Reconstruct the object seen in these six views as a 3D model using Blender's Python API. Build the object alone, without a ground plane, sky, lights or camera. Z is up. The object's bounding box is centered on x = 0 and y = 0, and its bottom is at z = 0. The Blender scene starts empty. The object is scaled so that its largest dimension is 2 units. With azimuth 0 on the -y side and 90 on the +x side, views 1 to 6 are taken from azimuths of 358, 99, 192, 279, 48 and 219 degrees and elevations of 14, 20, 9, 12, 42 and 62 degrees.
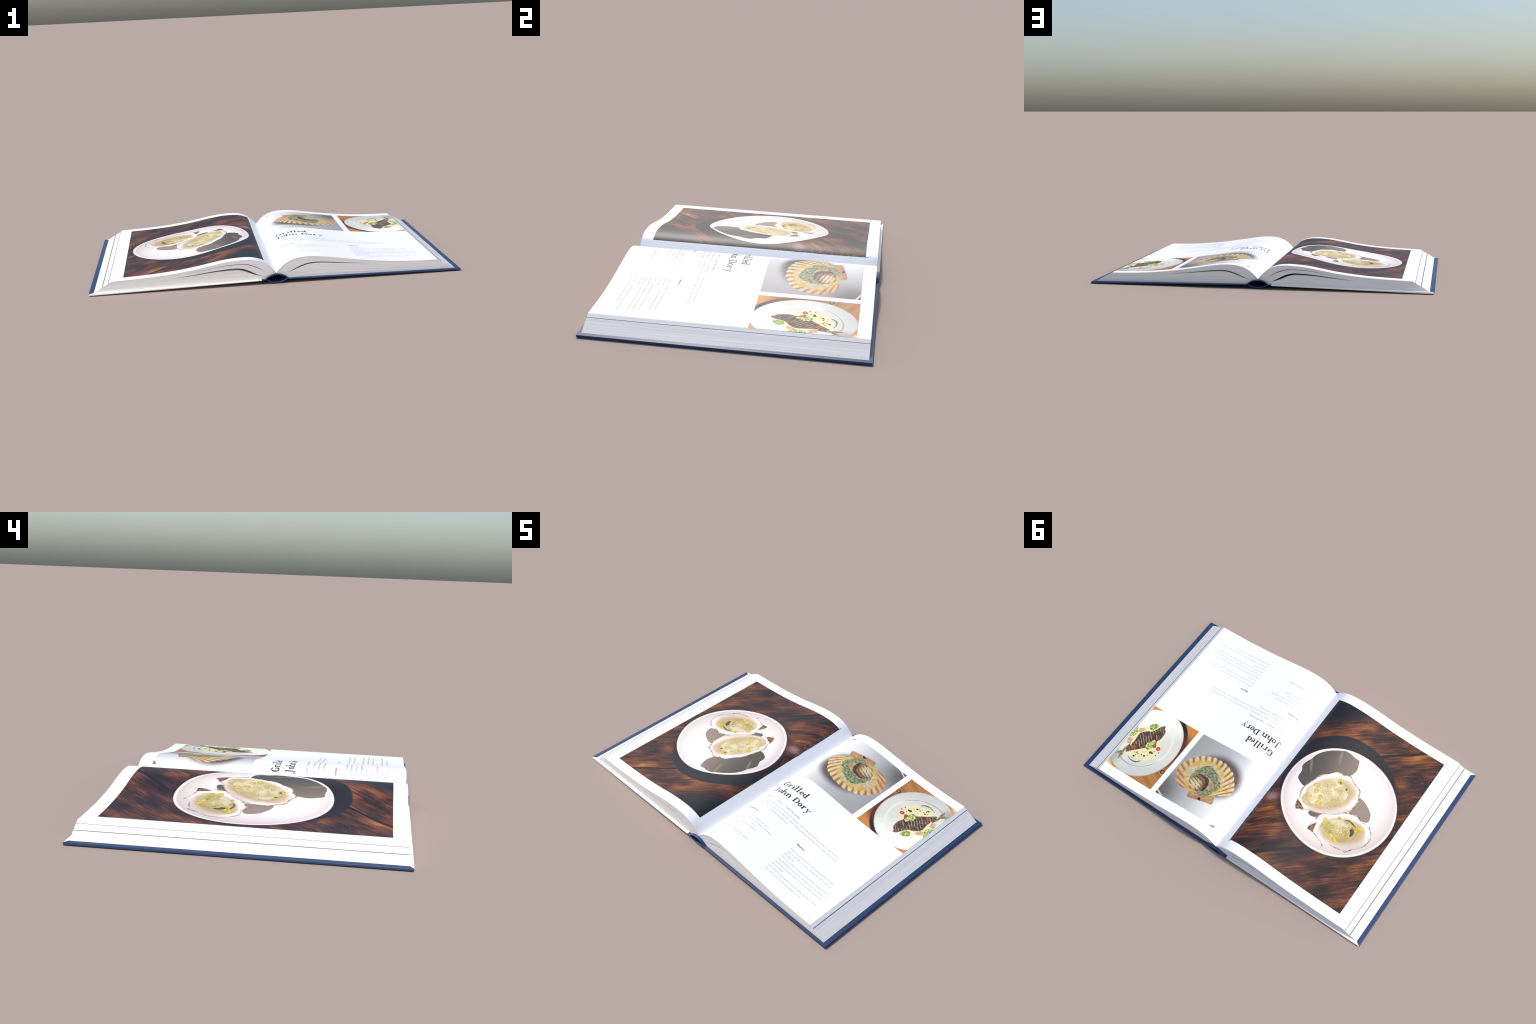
import bpy, bmesh, math, random
import numpy as np
from mathutils import Vector
from mathutils.geometry import delaunay_2d_cdt

random.seed(7)
RNG = np.random.default_rng(11)
SC = bpy.context.scene.collection

# ------------------------------------------------------------------ sizes
TURN = math.radians(1.92)        # the book lies slightly turned on the ground
COVER_X, COVER_Y = 0.979, 0.6345  # half width / half height of the open cover
PAGE_Y = 0.618                   # half height of the pages
NS = 360                         # samples along a page from gutter to fore-edge

# ------------------------------------------------------------------ page profile curves (x, z) from gutter to fore-edge
TOP_L = [(0, .0500), (.004, .0550), (.0105, .0632), (.023, .0778), (.040, .0930), (.060, .1080), (.084, .1190), (.110, .1263), (.140, .1303),
         (.172, .1311), (.212, .1296), (.270, .1240), (.345, .1113), (.425, .0970), (.515, .0848), (.600, .0766), (.690, .0708), (.772, .0670), (.858, .0640)]
TOP_R = [(0, .0500), (.003, .0538), (.0095, .0616), (.0165, .0695), (.026, .0787), (.041, .0922), (.060, .1046), (.084, .1157), (.110, .1233), (.137, .1270),
         (.165, .1281), (.197, .1272), (.235, .1237), (.285, .1164), (.353, .1052), (.433, .0926), (.522, .0808), (.610, .0719), (.690, .0664), (.775, .0632), (.857, .0620)]


def cubic(pts, n):
    """natural cubic spline through 2-D points, chord-length parameter, n samples evenly spaced in arc length"""
    p = np.array(pts, float)
    t = np.r_[0, np.cumsum(np.hypot(*np.diff(p, axis=0).T) ** 0.7)]
    m = len(t)
    h = np.diff(t)
    A = np.eye(m)
    r = np.zeros((m, 2))
    for i in range(1, m - 1):
        A[i, i - 1:i + 2] = h[i - 1], 2 * (h[i - 1] + h[i]), h[i]
        r[i] = 6 * ((p[i + 1] - p[i]) / h[i] - (p[i] - p[i - 1]) / h[i - 1])
    M = np.linalg.solve(A, r)
    T = np.linspace(0, t[-1], 3000)
    k = np.clip(np.searchsorted(t, T, side='right') - 1, 0, m - 2)
    a = (t[k + 1] - T)[:, None]
    b = (T - t[k])[:, None]
    hk = h[k][:, None]
    q = M[k] * a ** 3 / (6 * hk) + M[k + 1] * b ** 3 / (6 * hk) + (p[k] / hk - M[k] * hk / 6) * a + (p[k + 1] / hk - M[k + 1] * hk / 6) * b
    s = np.r_[0, np.cumsum(np.hypot(*np.diff(q, axis=0).T))]
    S = np.linspace(0, s[-1], n)
    return np.stack([np.interp(S, s, q[:, 0]), np.interp(S, s, q[:, 1])], 1), S


def smooth(x, k=9, it=3):
    x = x.copy()
    for _ in range(it):
        pad = np.r_[2 * x[0] - x[k:0:-1], x, 2 * x[-1] - x[-2:-k - 2:-1]]
        c = np.r_[0, np.cumsum(pad)]
        w = 2 * k + 1
        x[:] = ((c[w:] - c[:-w]) / w)
    return x


class Side:
    """one half of the open book: sign -1 left, +1 right"""

    def __init__(self, sign, top):
        self.sign = sign
        P, S = cubic(top, NS)
        P[:, 1] = smooth(P[:, 1], 5, 2) + .0009
        self.T, self.S = P, S
        d = np.gradient(P, axis=0)
        d /= np.hypot(d[:, 0], d[:, 1])[:, None]
        self.N = np.stack([-d[:, 1], d[:, 0]], 1)       # (nx, nz) on the +x side

    def s_of_x(self, x):
        return np.interp(x, self.T[:, 0], self.S)

    def surf(self, ax, off):
        """ax = |x|; returns signed x, z and the normal, lifted by off"""
        s = self.s_of_x(ax)
        px, pz = np.interp(s, self.S, self.T[:, 0]), np.interp(s, self.S, self.T[:, 1])
        nx, nz = np.interp(s, self.S, self.N[:, 0]), np.interp(s, self.S, self.N[:, 1])
        return self.sign * (px + nx * off), pz + nz * off, self.sign * nx, nz


LEFT, RIGHT = Side(-1, TOP_L), Side(1, TOP_R)


def cover_top(ax):
    return 0.0230 - 0.0136 * ax


def spine_arch(ax):
    return 0.0235 + 0.0255 * max(0.0, 1 - (ax / 0.0605) ** 2) ** 0.85


# ------------------------------------------------------------------ shader expression helper
class X:
    def __init__(s, nt, so):
        s.nt, s.so = nt, so

    def _m(s, op, *a, clamp=False):
        n = s.nt.nodes.new('ShaderNodeMath')
        n.operation = op
        n.use_clamp = clamp
        for i, v in enumerate((s,) + a):
            if isinstance(v, X):
                s.nt.links.new(v.so, n.inputs[i])
            else:
                n.inputs[i].default_value = v
        return X(s.nt, n.outputs[0])

    def __add__(s, o): return s._m('ADD', o)
    __radd__ = __add__
    def __sub__(s, o): return s._m('SUBTRACT', o)
    def __rsub__(s, o): return (s * -1) + o
    def __mul__(s, o): return s._m('MULTIPLY', o)
    __rmul__ = __mul__
    def __truediv__(s, o): return s._m('DIVIDE', o)
    def abs(s): return s._m('ABSOLUTE')
    def sin(s): return s._m('SINE')
    def sqrt(s): return s._m('SQRT')
    def pow(s, e): return s._m('POWER', e)
    def max(s, o): return s._m('MAXIMUM', o)
    def min(s, o): return s._m('MINIMUM', o)
    def atan2(s, o): return s._m('ARCTAN2', o)

    def step(s, lo, hi):
        """smoothstep; works with lo > hi too"""
        n = s.nt.nodes.new('ShaderNodeMapRange')
        n.interpolation_type = 'SMOOTHSTEP'
        s.nt.links.new(s.so, n.inputs['Value'])
        a, b, ta, tb = (lo, hi, 0, 1) if lo < hi else (hi, lo, 1, 0)
        for k, v in (('From Min', a), ('From Max', b), ('To Min', ta), ('To Max', tb)):
            n.inputs[k].default_value = v
        return X(s.nt, n.outputs[0])


LIGHT = (1.17, 1.20, 1.29)     # light falling on a flat page, used to turn seen colours into base colours


def lin(c):
    out = []
    for v, e in zip(c, LIGHT):
        v /= 255.0
        v = v / 12.92 if v <= 0.04045 else ((v + 0.055) / 1.055) ** 2.4
        out.append(min(v / e, 0.97))
    return (*out, 1.0)


class Mat:
    def __init__(s, name, rough=0.5, spec=0.5):
        s.m = bpy.data.materials.new(name)
        s.m.use_nodes = True
        s.nt = s.m.node_tree
        s.b = s.nt.nodes['Principled BSDF']
        s.b.inputs['Roughness'].default_value = rough
        s.b.inputs['Specular IOR Level'].default_value = spec
        tc = s.nt.nodes.new('ShaderNodeTexCoord')
        sp = s.nt.nodes.new('ShaderNodeSeparateXYZ')
        s.nt.links.new(tc.outputs['Object'], sp.inputs[0])
        s.x, s.y, s.z = (X(s.nt, o) for o in sp.outputs)

    def vec(s, a, b, c=0.0):
        n = s.nt.nodes.new('ShaderNodeCombineXYZ')
        for i, v in enumerate((a, b, c)):
            if isinstance(v, X):
                s.nt.links.new(v.so, n.inputs[i])
            else:
                n.inputs[i].default_value = v
        return n.outputs[0]

    def noise(s, a, b, c=0.0, scale=1.0, detail=2.0, rough=0.5, dist=0.0):
        n = s.nt.nodes.new('ShaderNodeTexNoise')
        s.nt.links.new(s.vec(a, b, c), n.inputs['Vector'])
        for k, v in (('Scale', scale), ('Detail', detail), ('Roughness', rough), ('Distortion', dist)):
            n.inputs[k].default_value = v
        return X(s.nt, n.outputs[0])

    def voronoi(s, a, b, c=0.0, scale=1.0, feature='F1'):
        n = s.nt.nodes.new('ShaderNodeTexVoronoi')
        n.feature = feature
        s.nt.links.new(s.vec(a, b, c), n.inputs['Vector'])
        n.inputs['Scale'].default_value = scale
        return X(s.nt, n.outputs['Distance'])

    def ramp(s, f, stops):
        n = s.nt.nodes.new('ShaderNodeValToRGB')
        e = n.color_ramp.elements
        while len(e) < len(stops):
            e.new(0.5)
        for el, (p, c) in zip(e, stops):
            el.position = p
            el.color = lin(c)
        s.nt.links.new(f.so, n.inputs[0])
        return n.outputs[0]

    def mix(s, f, a, b):
        n = s.nt.nodes.new('ShaderNodeMix')
        n.data_type = 'RGBA'
        s.nt.links.new(f.so, n.inputs['Factor'])
        for i, v in ((6, a), (7, b)):
            if isinstance(v, tuple):
                n.inputs[i].default_value = lin(v)
            else:
                s.nt.links.new(v, n.inputs[i])
        return n.outputs[2]

    def ell(s, cx, cy, rx, ry, rot=0.0):
        """distance from an ellipse's centre, 1 on its outline"""
        c, q = math.cos(rot), math.sin(rot)
        dx, dy = s.x - cx, s.y - cy
        a, b = (dx * c + dy * q) * (1 / rx), (dy * c - dx * q) * (1 / ry)
        return (a * a + b * b).sqrt()

    def out(s, c, bump=None, strength=0.2, dist=0.002):
        if isinstance(c, tuple):
            s.b.inputs['Base Color'].default_value = lin(c)
        else:
            s.nt.links.new(c, s.b.inputs['Base Color'])
        if bump is not None:
            n = s.nt.nodes.new('ShaderNodeBump')
            n.inputs['Strength'].default_value = strength
            n.inputs['Distance'].default_value = dist
            s.nt.links.new(bump.so, n.inputs['Height'])
            s.nt.links.new(n.outputs[0], s.b.inputs['Normal'])
        return s.m


PR, PS = 0.5, 0.5   # roughness and specular of the coated printing paper


# ------------------------------------------------------------------ materials
def mat_paper():
    m = Mat('white_paper', PR, PS)
    n = m.noise(m.x, m.y, m.z, 60, 3)
    return m.out(m.mix(n, (280, 281, 286), (276, 278, 284)))


def mat_edges(name, side):
    """stacked paper edges: streaks that follow the bend of the leaves"""
    m = Mat(name, 0.6, 0.3)
    ax = m.x.abs()
    fc = m.nt.nodes.new('ShaderNodeFloatCurve')
    cv = fc.mapping.curves[0]
    pts = [(x, z / 0.15) for x, z in (TOP_L if side.sign < 0 else TOP_R)[::2]] + [(1.0, .0630 / .15)]
    cv.points[0].location, cv.points[1].location = pts[0], pts[-1]
    for p in pts[1:-1]:
        cv.points.new(*p)
    fc.mapping.update()
    m.nt.links.new(ax.so, fc.inputs['Value'])
    top = X(m.nt, fc.outputs[0]) * 0.15
    bot = ax * -0.0136 + 0.0230
    t = (m.z - bot) / (top - bot)
    lines = m.noise(t * 34, m.x * 1.6, m.y * 1.6, 1.0, 3, 0.65)
    fine = m.noise(t * 120, m.x * 5, m.y * 5, 1.0, 2, 0.6)
    v = lines * 0.7 + fine * 0.3
    c = m.ramp(v, [(0.28, (232, 231, 232)), (0.44, (256, 255, 256)), (0.60, (268, 267, 271))])
    return m.out(c)


def mat_cloth(name, c1, c2, rough=0.42):
    m = Mat(name, rough, 0.5)
    n = m.noise(m.x, m.y, m.z, 30, 4, 0.6)
    f = m.noise(m.x, m.y, m.z, 500, 2)
    return m.out(m.mix(n, c1, c2), f, 0.08, 0.0006)


def mat_half_cloth():
    """navy cloth whose head and tail turn-ins show white, mitred at the corners"""
    m = Mat('navy_cloth_with_white_ends', .42, .5)
    n = m.noise(m.x, m.y, m.z, 30, 4, 0.6)
    c = m.mix(n, (36, 63, 108), (42, 69, 115))
    mitre = ((m.x + .9785) * 0.66 - (m.y.abs() * -1 + .6345)).step(-.0006, .0006) * m.y.abs().step(.598, .600)
    return m.out(m.mix(mitre, c, (266, 264, 262)))


def mat_plain(name, c1, c2, scale=80, rough=PR, spec=PS, lo=.35, hi=.65):
    m = Mat(name, rough, spec)
    n = m.noise(m.x, m.y, 0.0, scale, 3, 0.6)
    return m.out(m.mix(n.step(lo, hi), c1, c2))


def mat_dark_wood():
    """brown plank table top; the planks run diagonally over the picture"""
    m = Mat('printed_dark_wood', PR, PS)
    g = m.x * 0.743 + m.y * 0.669
    p = m.y * 0.743 - m.x * 0.669
    warp = m.noise(g * 3.0, p * 5.0, 0.3, 1, 3) - 0.5
    plank = p.step(0.030, 0.042) + p.step(0.545, 0.557)
    pw = p + warp * 0.032
    fine = m.noise(g * 7 + plank * 5, pw * 135, plank, 1, 5, 0.7)
    mid = m.noise(g * 4 + plank * 3, pw * 66, plank, 1, 3, 0.6)
    big = m.noise(g * 4.5 + plank * 7, p * 11, plank, 1, 2.5, 0.55)
    v = (fine - .5) * 1.10 + (mid - .5) * 0.45 + (big - .5) * 1.25 + 0.42
    # brighter, more orange where the sun falls on the picture's front plank, plain lines on the back one
    v = v + m.ell(-.30, -.42, .26, .10, 0.75).step(1.3, 0.2) * 0.18 + m.ell(-.71, -.50, .15, .08).step(1.3, .2) * 0.12
    v = v + m.ell(-.17, .30, .10, .10).step(1.4, .2) * 0.09 - m.ell(-.73, -.37, .07, .10, .5).step(1.5, .3) * 0.22
    v = v - m.ell(-.43, -.49, .035, .12, -.9).step(1.5, .3) * 0.20 - m.ell(-.30, .53, .25, .06).step(1.5, .2) * .07
    c = m.ramp(v, [(0.18, (34, 25, 27)), (0.36, (70, 41, 34)), (0.52, (106, 60, 38)), (0.70, (154, 90, 44)), (0.88, (196, 128, 58))])
    hair = m.noise(g * 8 + plank * 9, pw * 180, plank + 4.0, 1, 3, .6).step(.55, .66)
    c = m.mix(hair * 0.8, c, (40, 27, 26))
    pore = m.noise(g * 30, pw * 240, plank + 8.0, 1, 2, .6).step(.60, .70) * big.step(.45, .65)
    c = m.mix(pore * 0.5, c, (206, 140, 78))
    wob = m.noise(g * 5, 1.3, 0.0, 1, 3) * 0.016 - 0.008
    seam = ((p + wob - 0.036).abs()).step(0.014, 0.003).max(((p + wob - 0.551).abs()).step(0.016, 0.004))
    c = m.mix(seam * 0.92, c, (24, 21, 24))
    # deep shade in the corner by the gutter, and the shadow the plate throws
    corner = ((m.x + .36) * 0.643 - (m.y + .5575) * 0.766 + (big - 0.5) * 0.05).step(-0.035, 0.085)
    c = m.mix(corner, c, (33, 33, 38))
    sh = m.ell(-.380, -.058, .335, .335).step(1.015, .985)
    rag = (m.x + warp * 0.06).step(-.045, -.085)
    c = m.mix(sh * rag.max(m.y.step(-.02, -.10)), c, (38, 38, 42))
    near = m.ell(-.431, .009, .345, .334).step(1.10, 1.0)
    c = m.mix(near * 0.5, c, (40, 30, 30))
    return m.out(c)


def mat_oyster_plate():
    m = Mat('printed_white_china', PR, PS)
    d = m.ell(-.431, .0092, .3396, .3286, 2.965)
    shade = (m.y * 0.85 - m.x * 0.45).step(0.02, 0.52)  # blends to c2, the china ramp darkened for the plate's shaded side
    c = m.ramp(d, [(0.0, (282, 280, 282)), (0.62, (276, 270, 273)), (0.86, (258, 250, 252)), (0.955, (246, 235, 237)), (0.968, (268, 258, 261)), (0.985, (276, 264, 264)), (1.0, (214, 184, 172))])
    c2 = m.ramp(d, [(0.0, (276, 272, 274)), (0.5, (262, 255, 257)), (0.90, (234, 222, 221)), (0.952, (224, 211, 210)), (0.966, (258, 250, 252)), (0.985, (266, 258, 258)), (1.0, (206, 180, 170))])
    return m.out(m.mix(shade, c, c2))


def mat_shell_shadow():
    m = Mat('printed_oyster_shadow', PR, PS)
    f = (m.x + m.y * 0.3).step(-.62, -.20)
    c = m.mix(f, (172, 154, 144), (84, 80, 74))
    a = m.ell(-.285, -.235, .010, .060, 0.35).step(1.4, .3)
    b = m.ell(-.175, -.085, .008, .05, .5).step(1.4, .3)
    n = m.noise(m.x, m.y, 0.0, 14, 3)
    c = m.mix(n * 0.35, c, (118, 108, 96))
    return m.out(m.mix(a.max(b) * 0.6, c, (160, 146, 136)))


def mat_oyster_shell(cx, cy, rx, ry, rot, q0, q1):
    """white shell: brown flakes on the lip, grey-pink on the shaded flank, beige towards the meat"""
    m = Mat('printed_oyster_shell', PR, PS)
    n = m.noise(m.x, m.y, 0.0, 22, 4, .65)
    f = m.noise(m.x, m.y, 2.0, 90, 3, .7)
    d = m.ell(cx, cy, rx, ry, rot) + (n - .5) * .18
    c = m.ramp(d, [(0.55, (206, 180, 138)), (0.70, (226, 206, 178)), (0.80, (262, 250, 246)), (0.92, (280, 275, 276)), (1.0, (246, 232, 224))])
    q = m.y * 0.78 - m.x * 0.62 + (n - .5) * .04
    c = m.mix(q.step(q0, q1) * d.step(.62, .80) * .75, c, (208, 192, 186))  # flank tinted grey-pink to draw the shade away from the sun
    flake = f.step(.56, .66) * d.step(.90, 1.02)
    return m.out(m.mix(flake * .7, c, (150, 122, 98)))


def mat_flesh(name, base, dark, light, q0, q1, cx, cy, rx, ry, rot):
    """lumpy oyster topped with pale froth; it turns tan towards one side (q runs across the plate)"""
    m = Mat(name, PR, PS)
    q = m.y * 0.78 - m.x * 0.62
    n = m.noise(m.x, m.y, 0.0, 30, 4, .65)
    f = m.noise(m.x, m.y, 1.0, 150, 3, .7)
    b = m.noise(m.x, m.y, 7.0, 13, 2, .5)
    c = m.ramp(n * 0.5 + f * 0.5, [(0.33, dark), (0.5, base), (0.66, light)])
    c = m.mix(b.step(.50, .66) * 0.6, c, (250, 240, 216))
    c = m.mix(b.step(.46, .34) * 0.5, c, (198, 180, 110))
    c = m.mix((q + (n - .5) * .05).step(q0, q1) * .8, c, (190, 158, 112))
    c = m.mix((m.ell(cx, cy, rx, ry, rot) + (n - .5) * .3).step(.60, .84) * .7, c, (210, 184, 140))
    spark = m.voronoi(m.x, m.y, 0.0, 70).step(0.30, 0.08) * m.noise(m.x, m.y, 3.0, 22, 1).step(.46, .60)
    return m.out(m.mix(spark * 0.8, c, (262, 258, 240)))


def mat_oil():
    m = Mat('printed_oil', PR, PS)
    n = m.noise(m.x, m.y, 0.0, 60, 2)
    return m.out(m.mix(n.step(.35, .65), (206, 180, 66), (238, 218, 118)))


def mat_leather():
    m = Mat('printed_leather', PR, PS)
    n = m.noise(m.x, m.y, 0.0, 60, 4, .7)
    d = m.ell(-.098, .208, .045, .035, .6).step(1.3, .1)  # paler pink oval painted as a highlight on the leather
    c = m.ramp(n, [(.35, (58, 34, 30)), (.65, (112, 70, 58))])
    return m.out(m.mix(d * (n * 0.9 + 0.25), c, (190, 148, 140)))


def mat_strap():
    m = Mat('printed_strap', PR, PS)
    n = m.noise(m.x * 2, m.y, 0.0, 45, 4, .75)
    return m.out(m.ramp(n, [(0.36, (40, 32, 36)), (0.52, (84, 64, 64)), (0.62, (134, 104, 102)), (0.72, (224, 208, 212))]))


def mat_stone_plate():
    """pale stoneware behind the scallop with the shell's soft shadow"""
    m = Mat('printed_stoneware', PR, PS)
    a = (m.x - .06) * (1 / .42)
    c = m.ramp(a, [(0.0, (250, 251, 255)), (0.22, (224, 226, 232)), (0.5, (196, 197, 202)), (1.0, (168, 167, 171))])
    light = m.ell(.10, .47, .20, .13, .3).step(1.3, 0.1)
    c = m.mix(light * 0.75, c, (246, 249, 252))
    back = m.ell(.50, .53, .16, .16).step(1.25, .15)
    c = m.mix(back, c, (92, 90, 90))
    d = m.ell(.245, .292, .180, .150, 0.1)
    c = m.mix(d.step(1.08, 0.72), c, (84, 74, 72))
    sp = m.voronoi(m.x, m.y, 0.0, 95).step(0.20, 0.06) * m.noise(m.x, m.y, 2.0, 40, 1).step(.50, .6)
    c = m.mix(sp * 0.45, c, (96, 92, 92))
    g = m.noise(m.x, m.y, 0.0, 300, 2)
    c = m.mix(g.step(.4, .7) * 0.12, c, (255, 255, 255))
    # rim of the dish and the table in the two back corners
    l1 = (m.x - .483) * 0.434 + (m.y - .532) * 0.901
    c = m.mix(l1.step(-.004, .0).min(l1.step(.012, .006)), c, (232, 228, 226))
    c = m.mix(l1.step(.005, .010), c, (74, 52, 44))
    l2 = (m.y - .5336) * 0.845 - (m.x - .0573) * 0.535
    c = m.mix(l2.step(-.010, -.002), c, (244, 243, 245))
    c = m.mix(l2.step(-.001, .002), c, (150, 118, 100))
    return m.out(c)


HINGE = (0.232, 0.462)


def mat_scallop():
    m = Mat('printed_scallop_shell', PR, PS)
    dx, dy = m.x - HINGE[0], m.y - HINGE[1]
    ang = dx.atan2(dy * -1)
    r = (dx * dx + dy * dy).sqrt()
    wob = m.noise(m.x, m.y, 0.0, 18, 2) * 0.25
    rib = (((ang + wob * 0.13) * 46.0).sin() * 0.5 + 0.5).pow(0.7)
    n = m.noise(m.x, m.y, 0.0, 26, 4, .65)
    c = m.ramp(rib * 0.50 + n * 0.50, [(0.26, (146, 108, 68)), (0.44, (204, 166, 112)), (0.64, (236, 208, 158)), (0.86, (252, 238, 206))])
    left = (ang * -1).step(0.55, 1.25)      # the ears' sides are burnt orange
    right = ang.step(0.5, 1.25)
    burnt = (left * 0.9).max(right * 0.8) * n.step(.30, .62)
    c = m.mix(burnt * 0.8, c, (196, 122, 66))
    crack = m.noise(ang * 16, r * 22, 0.0, 1, 4, .75).step(.56, .68) * r.step(.10, .16)
    c = m.mix(crack * 0.6, c, (112, 62, 34))
    inner = m.ell(.292, .335, .125, .108, -0.15)
    c = m.mix(inner.step(1.12, .92), c, m.ramp(m.noise(m.x, m.y, 9.0, 45, 4, .7), [(.35, (190, 160, 100)), (.5, (222, 198, 138)), (.66, (236, 222, 184))]))
    yel = inner.step(1.15, 1.0).min(inner.step(.80, .98)) * m.noise(m.x, m.y, 5.0, 22, 2).step(.42, .6)
    c = m.mix(yel, c, (224, 186, 52))
    lil = m.ell(.395, .335, .03, .045).step(1.2, .3) * n
    c = m.mix(lil, c, (206, 196, 204))
    ear = (dy * 1.0 - 0.30 * dx).step(-.050, -.030)
    c = m.mix(ear * n.step(.25, .6) * .85, c, (184, 130, 98))
    return m.out(c)


def mat_green_sauce():
    m = Mat('printed_green_sauce', PR, PS)
    n = m.noise(m.x, m.y, 0.0, 75, 4, .75)
    c = m.ramp(n, [(0.32, (46, 52, 42)), (0.44, (108, 120, 86)), (0.57, (166, 176, 136)), (0.72, (222, 226, 208))])
    k = m.voronoi(m.x, m.y, 0.0, 70).step(.22, .10) * m.noise(m.x, m.y, 4.0, 30, 1).step(.45, .6)
    return m.out(m.mix(k * .9, c, (40, 52, 46)))


def mat_scallop_meat():
    m = Mat('printed_scallop_meat', PR, PS)
    d = m.ell(.318, .392, .055, .045)
    c = m.ramp(d, [(0.0, (240, 226, 196)), (0.6, (222, 198, 160)), (1.2, (150, 112, 82))])
    u = m.x * 0.94 - m.y * 0.34
    w = m.y * 0.94 + m.x * 0.34
    bars = ((w * 330) + m.noise(m.x, m.y, 0.0, 40, 2) * 5).sin().step(.25, .8) * m.noise(u * 70, w * 90, 0.0, 1, 2).step(.36, .50)
    c = m.mix(bars * .85, c, (82, 60, 44))
    dk = m.ell(.256, .366, .014, .05, -0.3).step(1.3, .3)  # shadow crescent on the meat, baked in as darker brown
    return m.out(m.mix(dk * .6, c, (110, 80, 60)))


def mat_light_wood():
    m = Mat('printed_light_wood', PR, PS)
    p = m.y * 0.96 + m.x * 0.28
    g = m.x * 0.96 - m.y * 0.28
    w = m.noise(g * 4, p * 6, 0.0, 1, 2) * 0.04
    n = m.noise(g * 9, (p + w) * 110, 0.0, 1, 3, .6) * .6 + m.noise(g * 5, p * 14, 2.0, 1, 2) * .5
    c = m.ramp(n, [(0.34, (148, 92, 46)), (0.52, (184, 124, 62)), (0.70, (206, 146, 80))])
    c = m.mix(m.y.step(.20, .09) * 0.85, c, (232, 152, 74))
    crack = (p - 0.597 + w * 0.4).abs().step(.004, .001) * m.y.step(.40, .43)
    c = m.mix(crack * 0.7, c, (96, 62, 36))
    k = m.ell(.531, .428, .016, .013)
    c = m.mix(k.step(1.25, .75), c, (52, 40, 34))
    c = m.mix(k.step(.6, .25), c, (186, 170, 140))
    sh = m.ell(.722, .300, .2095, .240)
    c = m.mix(sh.step(1.02, .975) * m.y.step(.44, .30) * m.x.step(.72, .66), c, (38, 27, 31))  # plate's cast shadow, coloured into the table wood
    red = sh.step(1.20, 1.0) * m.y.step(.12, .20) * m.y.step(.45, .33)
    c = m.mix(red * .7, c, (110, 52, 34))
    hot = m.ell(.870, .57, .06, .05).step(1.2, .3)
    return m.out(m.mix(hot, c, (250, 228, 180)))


def mat_cream_plate():
    m = Mat('printed_cream_china', PR, PS)
    d = m.ell(.7383, .3193, .2095, .2404, 0.0)
    w = m.ell(.7531, .3181, .166, .1769, 0.0)
    hot = (m.y - m.x * 0.7).step(-.14, -.40)  # china lightened where overexposed; cool greys the dimmer back
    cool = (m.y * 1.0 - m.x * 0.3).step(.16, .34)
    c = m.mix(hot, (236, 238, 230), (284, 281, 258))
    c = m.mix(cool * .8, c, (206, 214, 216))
    c = m.mix(m.y.step(.20, .10) * .8, c, (280, 281, 272))
    g = m.noise(m.x, m.y, 0.0, 10, 3)
    c = m.mix(g.step(.35, .7) * 0.25, c, (214, 216, 204))
    c = m.mix(d.step(.96, 1.0), c, (206, 188, 166))
    ring = w.step(.93, .985).min(w.step(1.06, 1.0))  # glint along the well's edge, drawn as a white band
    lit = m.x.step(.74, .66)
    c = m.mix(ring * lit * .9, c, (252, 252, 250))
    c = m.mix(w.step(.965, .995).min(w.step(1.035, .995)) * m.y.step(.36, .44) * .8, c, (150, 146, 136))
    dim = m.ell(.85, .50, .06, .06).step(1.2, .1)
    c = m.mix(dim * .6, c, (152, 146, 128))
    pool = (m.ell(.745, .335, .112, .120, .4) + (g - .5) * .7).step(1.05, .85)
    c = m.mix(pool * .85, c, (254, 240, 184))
    return m.out(c)


def mat_fish():
    m = Mat('printed_grilled_fish', PR, PS)
    u = m.x * 0.55 + m.y * 0.835     # along the body
    w = m.y * -0.55 + m.x * 0.835
    bars = (u * 400 + w * 60 + m.noise(m.x, m.y, 0.0, 30, 2) * 3).sin()
    br = bars.step(.62, .92) * m.noise(u * 40, w * 25, 0.0, 1, 2).step(.42, .55)
    n = m.noise(m.x, m.y, 0.0, 60, 4, .7)
    c = m.ramp(n, [(0.32, (42, 30, 27)), (0.5, (84, 62, 52)), (0.68, (140, 112, 92))])
    return m.out(m.mix(br * .85, c, (214, 190, 170)))


def mat_herbs():
    m = Mat('printed_green_dice', PR, PS)
    v = m.voronoi(m.x, m.y, 0.0, 110)
    n = m.noise(m.x, m.y, 0.0, 60, 3, .7)
    c = m.ramp(n * 0.6 + v * .6, [(0.34, (244, 250, 206)), (0.52, (214, 230, 140)), (0.66, (150, 184, 74)), (0.82, (66, 92, 38))])
    return m.out(c)


# ------------------------------------------------------------------ mesh helpers
ROOT = None


def link(name, mesh, mats, parent):
    ob = bpy.data.objects.new(name, mesh)
    SC.objects.link(ob)
    for mm in (mats if isinstance(mats, (list, tuple)) else [mats]):
        mesh.materials.append(mm)
    ob.parent = parent
    return ob


def mesh_from(verts, faces, smooth_faces=False):
    me = bpy.data.meshes.new('part')
    me.from_pydata([tuple(map(float, v)) for v in verts], [], faces)
    me.update()
    if smooth_faces:
        me.polygons.foreach_set('use_smooth', [True] * len(me.polygons))
    return me


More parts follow.
